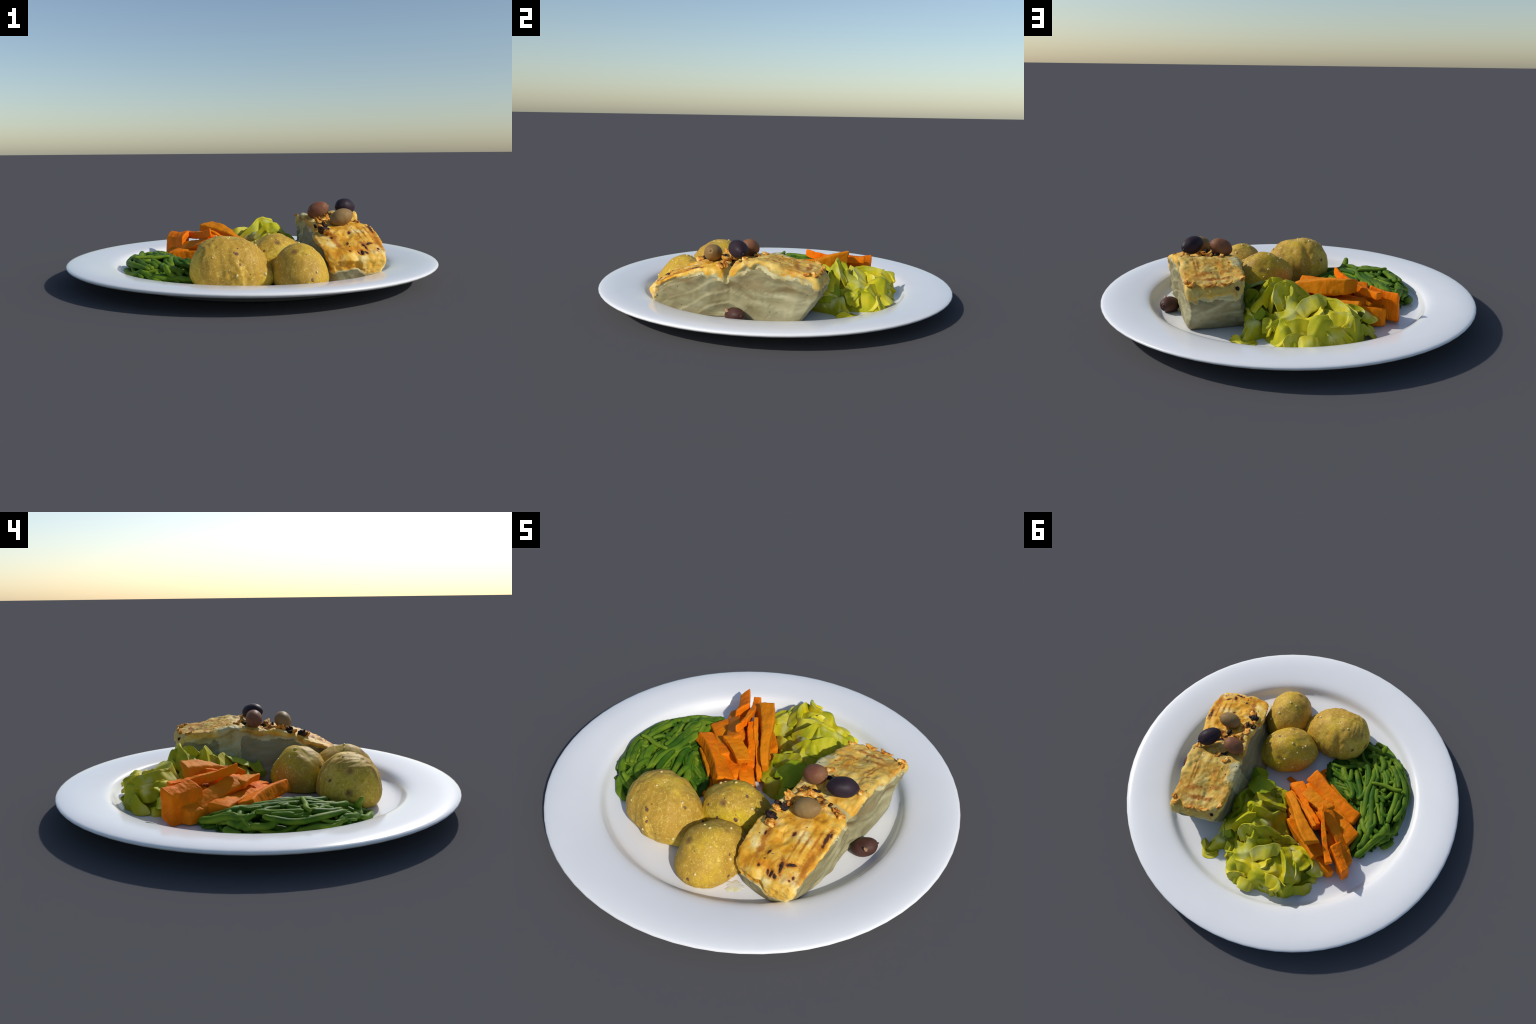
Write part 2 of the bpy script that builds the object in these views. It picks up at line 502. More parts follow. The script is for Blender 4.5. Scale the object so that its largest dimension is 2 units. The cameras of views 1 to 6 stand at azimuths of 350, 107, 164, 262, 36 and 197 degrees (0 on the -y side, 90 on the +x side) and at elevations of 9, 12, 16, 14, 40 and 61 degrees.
c1 = m.mix(m.ramp(m.noise(17, 6, 0.65, 0.8, co=co_l), [(0.54, 0.0), (0.68, 0.75)]), c1, (0.44, 0.15, 0.012))
c1 = m.mix(m.ramp(m.noise(9, 5, 0.6, co=m.mapped((1.4, .8, 1), loc=(3, 6, 0))), [(0.52, 0.0), (0.66, 0.6)]), c1, (0.56, 0.22, 0.016))
wob = m.noise(45, 3, .6)
char = scorch = None
for q, (sx, sy, rx, ry, tn) in enumerate(SPOTS + STREAKS):       # scorch marks, soft edged ellipses
    co = m.t.nodes.new("ShaderNodeMapping"); co.vector_type = "TEXTURE"
    co.inputs["Location"].default_value = (sx - .45, sy + .05, 0)
    co.inputs["Rotation"].default_value = (0, 0, tn)
    co.inputs["Scale"].default_value = (rx, ry, 1000)
    m.t.links.new(m.co, co.inputs["Vector"])
    ln = m.t.nodes.new("ShaderNodeVectorMath"); ln.operation = "LENGTH"
    m.t.links.new(co.outputs[0], ln.inputs[0])
    v = ln.outputs["Value"]
    if q < len(SPOTS):
        char = v if char is None else m.math("MINIMUM", char, v)
    else:
        scorch = v if scorch is None else m.math("MINIMUM", scorch, v)
scorch = m.math("ADD", scorch, m.math("MULTIPLY", m.math("SUBTRACT", m.noise(28, 5, .7), .5), 3.2))
c1 = m.mix(m.ramp(m.math("MULTIPLY", scorch, .4), [(0.16, 0.9), (0.5, 0.0)]), c1, (0.42, 0.14, 0.014))
char = m.math("ADD", char, m.math("MULTIPLY", m.math("SUBTRACT", wob, .5), 1.8))
c1 = m.mix(m.ramp(m.math("MULTIPLY", char, .4), [(0.30, 0.85), (0.72, 0.0)]), c1, (0.46, 0.13, 0.012))
c1 = m.mix(m.ramp(m.math("MULTIPLY", char, .4), [(0.22, 0.95), (0.42, 0.0)]), c1, (0.045, 0.020, 0.014))
c1 = m.mix(m.ramp(m.noise(85, 3), [(0.66, 0.0), (0.73, 0.6)]), c1, (0.20, 0.09, 0.02))
mat_crust = m.done(c1, m.mix(0.5, m.noise(60, 5, .65), m.noise(150, 3)), 0.45, 0.005)

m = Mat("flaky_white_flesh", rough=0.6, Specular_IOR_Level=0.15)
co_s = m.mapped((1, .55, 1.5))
c2 = m.ramp(m.noise(5, 3, 0.5, 1.6, co=co_s), [(0.28, (0.17, 0.130, 0.060)), (0.44, (0.27, 0.238, 0.122)), (0.58, (0.33, 0.300, 0.170)), (0.76, (0.48, 0.44, 0.26))])  # cream flesh toned down towards the shade seen on the fillet's sides
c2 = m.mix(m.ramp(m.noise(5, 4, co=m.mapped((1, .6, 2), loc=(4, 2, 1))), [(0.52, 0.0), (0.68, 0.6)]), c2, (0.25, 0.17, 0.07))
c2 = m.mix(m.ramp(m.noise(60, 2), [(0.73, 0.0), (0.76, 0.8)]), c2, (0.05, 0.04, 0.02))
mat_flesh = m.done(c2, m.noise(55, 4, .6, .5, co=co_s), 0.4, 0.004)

m = Mat("cream_edge", rough=0.6, Specular_IOR_Level=0.15)
c3 = m.ramp(m.noise(14, 5, .6), [(0.32, (0.42, 0.30, 0.09)), (0.46, (0.50, 0.42, 0.19)), (0.66, (0.60, 0.54, 0.30))])
mat_cream = m.done(c3, m.noise(60, 4, .6), .4, .004)
fish_base = (.45, -.05, FLOOR)
fish = empty("fish_fillet", fish_base)
tag(fish, "grilled white fish fillet with browned herb crust", "fish fillet")
FA = np.array(FF)
isc = (c - edge)[FA].mean(1) > 0
# the pale strip left bare along the edge of the rear half is flesh, and so is the inside of the crack
mid = P[FA].mean(1)
isc &= ~((gap * cw)[FA].mean(1) > .45)
bare = (mid[:, 0] < .345 + .012 * vnoise(mid, 40, 41)) & (mid[:, 1] > .05) & (mid[:, 1] < .17)
isc &= ~bare
isb = ~isc & (((c - edge)[FA].mean(1) > -.075 + .05 * vnoise(mid, 24, 43)) | bare)
for nm, sel, mt in (("browned_crust", isc, mat_crust), ("pale_edge", isb, mat_cream), ("flesh", ~isc & ~isb, mat_flesh)):
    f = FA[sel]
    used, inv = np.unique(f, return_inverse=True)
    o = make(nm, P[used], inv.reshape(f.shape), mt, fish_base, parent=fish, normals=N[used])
fish_tree = BVHTree.FromPolygons(P.tolist(), FF)

def fish_top(x, y):
    h = fish_tree.ray_cast(Vector((x, y, 1)), Vector((0, 0, -1)), 2)
    return (np.array(h[0]), np.array(h[1])) if h[0] is not None else (np.array((x, y, .2)), np.array((0, 0, 1.)))

# charred spots: thin crusts that follow the surface
m = Mat("charred_spot", rough=.6, Specular_IOR_Level=.15)
mat_char = m.done(m.ramp(m.noise(60, 4, .6), [(0.38, (0.018, 0.012, 0.012)), (0.60, (0.07, 0.028, 0.014)), (0.75, (0.24, 0.07, 0.016))]), m.noise(120, 3), 0.6, .004)
def blotch(x, y, rx, ry, turn, seed, thick=.0035, nr=7, ns=22):
    V, F = [], []
    ct, st = math.cos(turn), math.sin(turn)
    for i in range(nr + 1):
        for j in range(ns):
            an = 2 * math.pi * j / ns
            w = 1 + .38 * float(vnoise(np.array([[math.cos(an) * 1.3, math.sin(an) * 1.3, seed * 3.7]]), 1.4, seed)[0]) + .15 * math.sin(3 * an + seed)
            r = i / nr * w
            lx, ly = rx * r * math.cos(an), ry * r * math.sin(an)
            p, n = fish_top(x + lx * ct - ly * st, y + lx * st + ly * ct)
            V.append(p + n * (thick * (1 - (i / nr) ** 3) - .0006))
    for i in range(nr):
        for j in range(ns):
            k = (j + 1) % ns
            F.append([i * ns + j, (i + 1) * ns + j, (i + 1) * ns + k, i * ns + k] if i else [j, ns + j, ns + k])
    # innermost ring is a single point repeated: weld it
    V = np.array(V); V[:ns] = V[:ns].mean(0)
    F = [[0 if q < ns else q for q in f] for f in F]
    F = [list(dict.fromkeys(f)) for f in F]
    return V, [f for f in F if len(f) > 2]

for i, (sx, sy, rx, ry, tn) in enumerate(SPOTS[:6]):
    Vv, Ff = blotch(sx, sy, rx * .8, ry * .8, tn, i, .0022)
    make("char_spot", Vv, Ff, mat_char, fish_base, parent=fish)

# torn, curled bits of crust standing up where the fillet parts, some burnt
m = Mat("torn_crust", rough=.6, Specular_IOR_Level=.15)
tc = m.ramp(m.noise(38, 5, .6), [(0.34, (0.09, 0.03, 0.012)), (0.44, (0.50, 0.17, 0.02)), (0.56, (0.74, 0.36, 0.05)), (0.68, (0.78, 0.60, 0.24))])
mat_torn = m.done(tc, m.noise(110, 3), .5, .004)
m = Mat("burnt_crust", rough=.6, Specular_IOR_Level=.15)
mat_burnt = m.done(m.ramp(m.noise(30, 4, .6), [(0.45, (0.012, 0.011, 0.013)), (0.58, (0.05, 0.022, 0.012)), (0.70, (0.36, 0.12, 0.02))]), m.noise(90, 3), .6, .005)
def crumb(centre, size, turn, seed, curl=.5, sub=3, rough=.35):
    W, Fq = sphere(sub)
    d = 1 + rough * vnoise(W, 1.7, seed) + rough * .6 * vnoise(W, 3.6, seed + 1) + rough * .3 * vnoise(W, 8, seed + 2)
    W = W * d[:, None] * np.array(size)
    W[:, 2] += curl * (W[:, 0] ** 2 / size[0]) * .7
    W = W @ euler(*turn).T
    return W + np.array(centre), Fq
BITS = [  # x, y, lift, size, turn, burnt
    (.330, -.175, .010, (.030, .022, .009), (.3, .4, .2), 0), (.372, -.128, .010, (.034, .020, .009), (.9, -.3, .2), 0),
    (.350, -.105, .008, (.026, .020, .008), (1.4, .3, -.3), 0), (.415, -.100, .012, (.036, .018, .010), (.2, .3, .3), 0),
    (.470, -.122, .010, (.036, .020, .010), (-.3, -.2, .3), 0),
    (.430, -.140, .014, (.020, .012, .010), (.9, .3, 0), 1), (.402, -.085, .012, (.024, .009, .009), (.8, .3, .3), 1),
    (.470, -.092, .008, (.024, .012, .009), (.1, .2, .3), 1), (.535, -.112, .006, (.024, .016, .010), (.4, .5, .2), 0),
    (.560, -.130, .002, (.022, .018, .009), (1.0, .5, .3), 0), 
    (.318, -.297, .016, (.026, .020, .020), (.4, .3, .3), 1), (.336, -.322, .010, (.026, .022, .016), (1.2, .3, .2), 0),
    (.318, -.250, .012, (.024, .016, .010), (.9, .3, .4), 0), (.345, -.232, .012, (.016, .020, .010), (.2, .5, .4), 1),
    (.352, -.205, .010, (.022, .014, .010), (1.3, .3, .3), 0), (.304, -.225, .006, (.018, .014, .009), (.5, .3, .3), 1),
    (.370, .376, -.006, (.010, .012, .012), (.4, .3, .3), 1), (.336, .330, .004, (.020, .014, .007), (.9, .3, .1), 0),
    (.420, .372, .003, (.026, .012, .007), (.2, .1, .1), 0), (.500, .378, .002, (.030, .012, .007), (0, .1, .1), 0),
    (.585, .365, .002, (.020, .016, .010), (.6, .3, .2), 0), (.606, .330, .004, (.014, .022, .010), (.2, .2, .2), 0),
    (.440, .030, .006, (.020, .014, .007), (.6, .3, .2), 0), (.565, .010, .006, (.022, .016, .010), (1.2, .3, .2), 0),
    (.408, .015, .006, (.026, .010, .008), (.4, .1, .1), 1), (.384, .060, .004, (.022, .014, .006), (.9, .1, .2), 0)]
for i, (bx, by, lift, size, turn, burnt) in enumerate(BITS):
    p, n = fish_top(bx, by)
    Vv, Ff = crumb(p + np.array((0, 0, lift * .6)), size, turn, 50 + i)
    make("burnt_crust_bit" if burnt else "crust_bit", Vv, Ff, mat_burnt if burnt else mat_torn, fish_base, parent=fish)
# herbs sprinkled on top
J = Joined()
for i in range(34):
    hx, hy = RNG.uniform(.30, .59), RNG.uniform(-.48, .36)
    p, n = fish_top(hx, hy)
    if n[2] < .4: continue
    L = RNG.uniform(.002, .006)
    W, Fq = crumb(p + n * .001, (L, L * RNG.uniform(.25, .5), .0016), (RNG.uniform(0, 6), RNG.uniform(-.3, .3), 0), 300 + i, sub=1, rough=.2)
    J.add(W, Fq)
Vv, Ff = J.out()
o = make("herb_fleck", Vv, Ff, mat_herb, fish_base, parent=fish); o["kind"] = "stuff"

# ================================================================== OLIVES
def olive_material(name, main, second, spec):
    m = Mat(name, rough=0.5, Specular_IOR_Level=spec * .32)
    c = m.mix(m.ramp(m.noise(14, 4, .5), [(0.36, 0.0), (0.66, 1.0)]), main, second)
    c = m.mix(m.ramp(m.noise(110, 2), [(0.66, 0.0), (0.72, 0.35)]), c, tuple(min(1, v * 2.2 + .02) for v in main))
    return m.done(c, m.noise(80, 3), .15, .002)
OLIVES = [
    ((.514, -.048, .378), (.073, .047, .045), (.71, .16, -.11), (0.022, 0.014, 0.020), (0.040, 0.022, 0.030), "wrinkled black olive lying on the fish fillet", .55),
    ((.364, -.034, .361), (.063, .046, .046), (-.16, -.38, -.03), (0.20, 0.075, 0.045), (0.25, 0.125, 0.055), "reddish brown olive lying on the fish fillet", .35),
    ((.444, -.212, .335), (.066, .047, .045), (.11, -.35, .23), (0.30, 0.19, 0.075), (0.23, 0.13, 0.045), "tan olive lying on the fish fillet", .4),
    ((.646, -.017, .070), (.064, .047, .041), (.85, -.2, -.2), (0.055, 0.022, 0.017), (0.10, 0.045, 0.032), "dark shiny olive lying on the plate", .6),
]
OV, OF = sphere(5)
for i, (cc, s, r, m1, m2, lab, sp) in enumerate(OLIVES):
    W = OV.copy()
    tip = np.abs(W[:, 0])
    W[:, 1:] *= (1 - .10 * smooth01(tip, .55, 1.0))[:, None]
    W = W * np.array(s)
    W *= (1 + .035 * vnoise(W, 22, 60 + i) + .012 * vnoise(W, 60, 64 + i))[:, None]
    # little dimple and nib at the stalk end
    W[:, 0] += np.where(OV[:, 0] > 0, .006 * np.exp(-(np.hypot(OV[:, 1], OV[:, 2]) / .10) ** 2) - .004 * np.exp(-((np.hypot(OV[:, 1], OV[:, 2]) - .2) / .08) ** 2), 0)
    W = W @ euler(*r).T + np.array(cc)
    W[:, 2] = np.maximum(W[:, 2], FLOOR + .001)
    ob = make("olive", W, OF, olive_material("olive_skin", m1, m2, sp), (cc[0], cc[1], cc[2] - s[2]))
    tag(ob, lab, "olive")
# pale flaw on the olive on the plate
W, Fq = crumb((.668, -.052, .098), (.014, .010, .003), (.7, .6, .3), 77, sub=2)
mat_flaw = Mat("pale_flaw", .4).done((0.32, 0.18, 0.09))
make("skin_flaw", W, Fq, mat_flaw, (.646, -.017, .029), parent=ob)

# ================================================================== CARROTS
m = Mat("cooked_carrot", rough=0.6, Specular_IOR_Level=0.07)
rnd = m.random()
cn = m.noise(11, 4, co=m.mapped((1, 1, 1), (0, 0, .9)))
cc = m.ramp(cn, [(0.34, (0.66, 0.14, 0.003)), (0.5, (0.86, 0.175, 0.002)), (0.66, (0.92, 0.22, 0.004))])
cc = m.mix(m.ramp(rnd, [(0.25, 0.0), (1.0, 0.7)]), cc, (0.55, 0.205, 0.006))
cc = m.mix(m.ramp(m.noise(8, 3, co=m.mapped(loc=(5, 1, 2))), [(0.56, 0.0), (0.72, 0.6)]), cc, (0.62, 0.27, 0.008))
cc = m.mix(m.ramp(m.noise(150, 3), [(0.60, 0.0), (0.72, 0.4)]), cc, (0.95, 0.42, 0.08))
cc = m.mix(m.ramp(m.noise(60, 2), [(0.73, 0.0), (0.77, 0.8)]), cc, (0.16, 0.04, 0.01))
mat_carrot = m.done(cc, m.mix(.5, m.noise(120, 3), m.noise(45, 3, co=m.mapped((1, .3, 1), (0, 0, .6)))), .4, .004)

def carrot(corners, depth, seed, bend=(0, 0, 0), wave=.006, depth_far=None, rim=0.0):
    """corners of the upper face: near-left, near-right, far-right, far-left; depth: how far the piece goes down"""
    nl, nr_, fr, fl = [np.array(p, float) for p in corners]
    d0 = np.array(depth, float); d1 = np.array(depth_far if depth_far is not None else depth, float)
    G, Fq = box_grid(16, 60, 12)
    u, v, w = G.T
    u, v, w = u[:, None], v[:, None], w[:, None]
    top = (nl * (1 - u) + nr_ * u) * (1 - v) + (fl * (1 - u) + fr * u) * v
    dep = d0 * (1 - v) + d1 * v
    Q = top + dep * (1 - w) + np.array(bend) * (4 * v * (1 - v))
    Q = relax(Q, Fq, 9, .5)
    n = vnormals(Q, Fq)
    Q = Q + n * (wave * .7 * vnoise(Q, 13, seed) + .0022 * vnoise(Q, 36, seed + 1) + .0012 * fbm(Q, 95, 2, seed + 2))[:, None]
    Q += np.stack([wave * 1.9 * vnoise(Q, 5.0, seed + k) for k in (4, 5, 6)], 1)
    Q[:, 2] = settle(Q[:, 2], FLOOR + .0010 + .0007 * (seed % 7))
    return Q, Fq

CARROTS = [
    # right hand plank beside the beans, tilted
    dict(c=[(-.066, -.055, .105), (-.115, -.128, .141), (-.436, .085, .143), (-.402, .155, .112)], d=(-.02, -.018, -.060), bend=(.01, .012, .004), lab="thick tilted plank of cooked carrot"),
    # broad plank of the middle: near half lies level, far half leans over
    dict(c=[(-.066, .060, .166), (-.108, -.004, .181), (-.285, .100, .190), (-.215, .165, .196)], d=(-.005, .005, -.035), bend=(0, 0, .004), lab="broad flat piece of cooked carrot"),
    dict(c=[(-.205, .150, .197), (-.245, .075, .178), (-.432, .300, .090), (-.372, .345, .160)], d=(.012, .020, -.040), bend=(-.004, .012, .010), lab="long leaning plank of cooked carrot"),
    # thin stick lying across the top
    dict(c=[(-.218, .130, .262), (-.226, .125, .262), (-.350, .446, .208), (-.314, .462, .210)], d=(.004, -.004, -.045), df=(0, 0, -.036), bend=(.012, .0, -.016), lab="thin carrot stick lying across the others", w=.003),
    # bright slab standing between stick and lettuce
    dict(c=[(.026, .076, .160), (-.008, .053, .160), (-.266, .368, .258), (-.186, .404, .272)], d=(.006, .012, -.060), df=(.000, -.020, -.085), bend=(.012, -.004, .006), lab="bright orange slab of cooked carrot"),
    # chunky end piece overhanging the plate
    dict(c=[(-.318, .375, .212), (-.362, .316, .182), (-.444, .450, .172), (-.412, .498, .208)], d=(-.004, -.02, -.150), df=(-.006, .002, -.150), bend=(0, 0, -.006), lab="chunky squared end of cooked carrot"),
    # low stick next to the lettuce
    dict(c=[(-.022, .232, .138), (-.065, .212, .120), (-.372, .470, .120), (-.338, .492, .126)], d=(0, .004, -.080), df=(.004, .008, -.090), bend=(.004, .008, .004), lab="long low stick of cooked carrot"),
    # thin wedge beside the bright slab
    dict(c=[(.018, .040, .100), (.000, .026, .100), (-.214, .272, .238), (-.196, .284, .240)], d=(.002, .004, -.045), bend=(-.006, -.004, .016), lab="thin wedge of cooked carrot", w=.004),
    dict(c=[(-.052, .066, .150), (-.092, .046, .150), (-.236, .240, .222), (-.202, .262, .232)], d=(.002, .004, -.080), bend=(0, 0, .004), lab="flat inner slice of cooked carrot"),
    # underneath
    dict(c=[(.018, -.015, .098), (-.058, -.046, .104), (-.320, .220, .135), (-.250, .260, .130)], d=(0, .006, -.065), lab="hidden lower block of cooked carrot"),
    dict(c=[(-.195, .080, .125), (-.235, .025, .120), (-.462, .205, .112), (-.405, .300, .122)], d=(0, 0, -.065), bend=(0, 0, .004), lab="lower outer plank of cooked carrot"),
    dict(c=[(-.190, -.050, .080), (-.225, -.095, .078), (-.395, .035, .078), (-.365, .075, .080)], d=(0, 0, -.045), lab="low carrot stick half hidden"),
    dict(c=[(-.265, .300, .165), (-.315, .245, .150), (-.440, .390, .110), (-.390, .440, .120)], d=(.005, .0, -.075), lab="leaning middle plank of cooked carrot"),
    dict(c=[(.010, .140, .120), (-.035, .095, .130), (-.300, .385, .155), (-.235, .445, .150)], d=(0, 0, -.090), lab="buried carrot plank under the bright slab"),
    dict(c=[(-.050, .020, .118), (-.095, -.050, .105), (-.400, .170, .118), (-.335, .270, .130)], d=(0, 0, -.080), lab="buried carrot plank in the middle"),
    dict(c=[(-.285, .270, .140), (-.360, .195, .110), (-.450, .370, .098), (-.385, .455, .135)], d=(0, 0, -.080), lab="buried carrot plank near the far end"),
    dict(c=[(-.125, -.170, .056), (-.160, -.205, .056), (-.230, -.110, .060), (-.195, -.075, .060)], d=(0, 0, -.020), lab="small dark carrot end on plate"),
    dict(c=[(.050, -.060, .052), (.036, -.084, .052), (-.090, -.030, .056), (-.080, .000, .056)], d=(0, 0, -.017), lab="carrot scrap lying on the plate"),
]
for i, k in enumerate(CARROTS):
    Q, Fq = carrot(k["c"], k["d"], 400 + 11 * i, k.get("bend", (0, 0, 0)), k.get("w", .006), k.get("df"))
    Q[:, 2] += 0
    b0 = Q.mean(0); b0 = (b0[0], b0[1], Q[:, 2].min())
    ob = make("carrot_stick", Q, Fq, mat_carrot, b0)
    tag(ob, k["lab"], "carrot")

# ================================================================== GREEN BEANS
m = Mat("green_bean_skin", rough=0.5, Specular_IOR_Level=0.10)
rnd = m.random()
gc = m.ramp(rnd, [(0.0, (0.034, 0.100, 0.006)), (0.35, (0.070, 0.155, 0.008)), (0.7, (0.110, 0.200, 0.012)), (1.0, (0.165, 0.250, 0.020))])
gc = m.mix(m.ramp(m.noise(16, 4, co=m.mapped((1, .5, 1))), [(0.42, 0.0), (0.68, 0.6)]), gc, (0.215, 0.290, 0.020))
gc = m.mix(m.ramp(m.noise(9, 3, co=m.mapped(loc=(3, 3, 3))), [(0.5, 0.0), (0.7, 0.55)]), gc, (0.025, 0.085, 0.008))
gc = m.mix(m.ramp(m.noise(70, 3), [(0.67, 0.0), (0.72, 0.6)]), gc, (0.10, 0.085, 0.02))
gc = m.mix(m.ramp(m.noise(55, 2, co=m.mapped(loc=(1, 7, 2))), [(0.72, 0.0), (0.76, 0.5)]), gc, (0.40, 0.42, 0.20))
mat_bean = m.done(gc, m.noise(70, 3, co=m.mapped((1, .4, 1))), .3, .003)

BEAN_AREA = [(-.21, -.30), (-.30, -.44), (-.40, -.475), (-.525, -.445), (-.60, -.38), (-.667, -.283), (-.688, -.14), (-.692, -.04), (-.677, .165), (-.61, .235),
             (-.53, .30), (-.452, .372), (-.41, .31), (-.44, .17), (-.42, .06), (-.28, -.03), (-.17, -.13), (-.165, -.24)]
BEAN_TOP = [(-.46, -.126, .138), (-.644, -.125, .135), (-.41, -.227, .118), (-.668, -.142, .136), (-.50, -.30, .115), (-.50, .02, .130), (-.58, -.05, .135),
            (-.62, .10, .138), (-.50, .17, .130), (-.48, .28, .095), (-.60, -.28, .116), (-.56, -.18, .135), (-.35, -.20, .095), (-.25, -.15, .080),
            (-.33, -.32, .080), (-.43, -.40, .085), (-.56, -.36, .095), (-.655, -.24, .100), (-.66, -.02, .132), (-.65, .16, .095), (-.69, -.08, .118), (-.68, .08, .116), (-.52, -.43, .072), (-.22, -.27, .07), (-.40, -.08, .115)]
def bean_height(x, y):
    x, y = np.atleast_1d(x), np.atleast_1d(y)
    d = np.where(inside(BEAN_AREA, x, y), edge_distance(BEAN_AREA, x, y), 0)
    h = idw(BEAN_TOP, x, y)
    return FLOOR + (h - FLOOR) * (0.66 + 0.34 * smooth01(d, 0, .045))

beans_base = (-.47, -.08, FLOOR)
heap = empty("green_bean_heap", beans_base)
tag(heap, "heap of tangled cooked green beans", "green beans")
# stalks that can be followed one by one in the heap: plan view points, radius
LONG = [
    ([(-.461, -.126), (-.54, -.13), (-.60, -.118), (-.644, -.125)], .0135, .012),
    ([(-.575, -.30), (-.625, -.22), (-.665, -.13), (-.672, -.04), (-.655, .03), (-.635, .075)], .019, .004),
    ([(-.60, -.305), (-.65, -.24), (-.685, -.15), (-.69, -.06)], .017, -.012),
    ([(-.555, -.29), (-.60, -.215), (-.622, -.14)], .018, .004),
    ([(-.30, -.255), (-.40, -.25), (-.43, -.19), (-.438, -.10)], .017, .006),
    ([(-.20, -.235), (-.28, -.225), (-.36, -.25), (-.41, -.235)], .015, -.004),
    ([(-.455, -.24), (-.462, -.17), (-.448, -.08), (-.452, .02), (-.463, .10)], .019, .004),
    ([(-.49, -.19), (-.478, -.08), (-.492, .03), (-.512, .13), (-.505, .22), (-.468, .28)], .021, .002),
    ([(-.47, .0), (-.488, .10), (-.50, .20), (-.47, .29)], .019, -.008),
    ([(-.618, -.105), (-.617, -.03), (-.605, .05), (-.602, .10)], .017, .006),
    ([(-.602, .10), (-.618, .16), (-.625, .19)], .017, -.006),
    ([(-.47, .33), (-.53, .24), (-.585, .165), (-.60, .12)], .026, -.002),
    ([(-.43, .30), (-.455, .23), (-.458, .18), (-.445, .12)], .018, -.006),
    ([(-.50, -.10), (-.505, -.05), (-.52, -.01)], .015, .006),
    ([(-.51, -.05), (-.535, -.045), (-.555, -.02)], .014, .008),
    ([(-.545, -.02), (-.555, .03), (-.575, .06), (-.60, .05)], .014, .004),
    ([(-.59, -.10), (-.57, -.06), (-.54, -.045)], .013, .004),
    ([(-.35, -.215), (-.385, -.12), (-.41, -.06), (-.41, -.01)], .018, .002),
    ([(-.32, -.21), (-.33, -.15), (-.325, -.12)], .016, .004),
    ([(-.27, -.22), (-.29, -.17), (-.315, -.13)], .022, .002),
    ([(-.31, -.14), (-.345, -.09), (-.365, -.04), (-.36, -.01)], .019, -.002),
    ([(-.405, -.01), (-.425, -.05), (-.435, -.10)], .016, .002),
    ([(-.43, -.46), (-.50, -.43), (-.56, -.37)], .020, -.012),
    ([(-.36, -.42), (-.44, -.395), (-.52, -.375), (-.57, -.34)], .022, -.006),
    ([(-.40, -.33), (-.47, -.33), (-.505, -.28), (-.50, -.22)], .018, .006),
    ([(-.52, -.40), (-.58, -.33), (-.625, -.27), (-.655, -.22)], .018, -.014),
    ([(-.56, .0), (-.567, .06), (-.572, .115)], .020, -.006),
    ([(-.640, -.06), (-.632, .0), (-.625, .04)], .015, .002),
    ([(-.645, .0), (-.66, .06), (-.65, .12), (-.63, .16)], .020, -.012),
    ([(-.60, .235), (-.635, .20), (-.655, .17)], .022, -.010),
    ([(-.575, .215), (-.61, .18), (-.64, .12)], .020, -.014),
    ([(-.53, -.26), (-.545, -.20), (-.535, -.15)], .022, -.004),
    ([(-.54, -.12), (-.55, -.07), (-.55, -.03)], .020, -.016),
    ([(-.56, -.16), (-.59, -.17), (-.60, -.13)], .014, .0),
    ([(-.51, .16), (-.53, .12), (-.515, .06)], .014, .002),
]
bi = 0
def add_bean(pts, r, lift, sides=12, n=22, taper=1.0):
    global bi
    pts = np.array(pts, float)
    S = spline(np.c_[pts, np.zeros(len(pts))], 9)
    zz = bean_height(S[:, 0], S[:, 1])
    k = np.array([.25, .5, .25])
    zz = np.convolve(np.r_[zz[0], zz, zz[-1]], k, "valid")
    S[:, 2] = np.maximum(zz - r * .9 + lift, FLOOR + r * .8)
    Vv, Ff = tube(S, [r * .8 * taper, r, r * 1.03, r, r * .78], n, sides, .85, 900 + bi, .10)
    Vv[:, 2] = settle(Vv[:, 2], FLOOR + .0008 + .0002 * (bi % 9))
    make("green_bean", Vv, Ff, mat_bean, beans_base, parent=heap)
    bi += 1
for pts, r, lift in LONG:
    add_bean(pts, r * .92, lift + .006)
# upright stub on the far side
Vv, Ff = tube([(-.455, -.375, .07), (-.485, -.385, .105), (-.500, -.396, .142)], [.024, .021, .013], 14, 12, .6, 890, .1)
make("green_bean", Vv, Ff, mat_bean, beans_base, parent=heap)
rb = random.Random(21)
tries = 0
while bi < 92 and tries < 4000:
    tries += 1
    x, y = rb.uniform(-.70, -.17), rb.uniform(-.47, .37)
    if not inside(BEAN_AREA, np.array(x), np.array(y)):
        continue
    L = rb.uniform(.16, .34)
    ang = rb.gauss(math.pi / 2 + 0.25 * (y + .05) * -2.5, .55)
    if x > -.40: ang = rb.gauss(2.6, .6)
    if y < -.33: ang = rb.gauss(2.75, .4)
    cv = rb.uniform(-1.1, 1.1)
    pts = []
    for t in (-.5, -.17, .17, .5):
        aa = ang + cv * t
        pts.append((x + L * t * math.cos(aa), y + L * t * math.sin(aa)))
    q = np.array(pts)
    if not inside(BEAN_AREA, q[:, 0], q[:, 1]).all() or edge_distance(BEAN_AREA, q[:, 0], q[:, 1]).min() < .008:
        continue
    add_bean(pts, rb.uniform(.010, .0165), rb.uniform(-.036, .008))
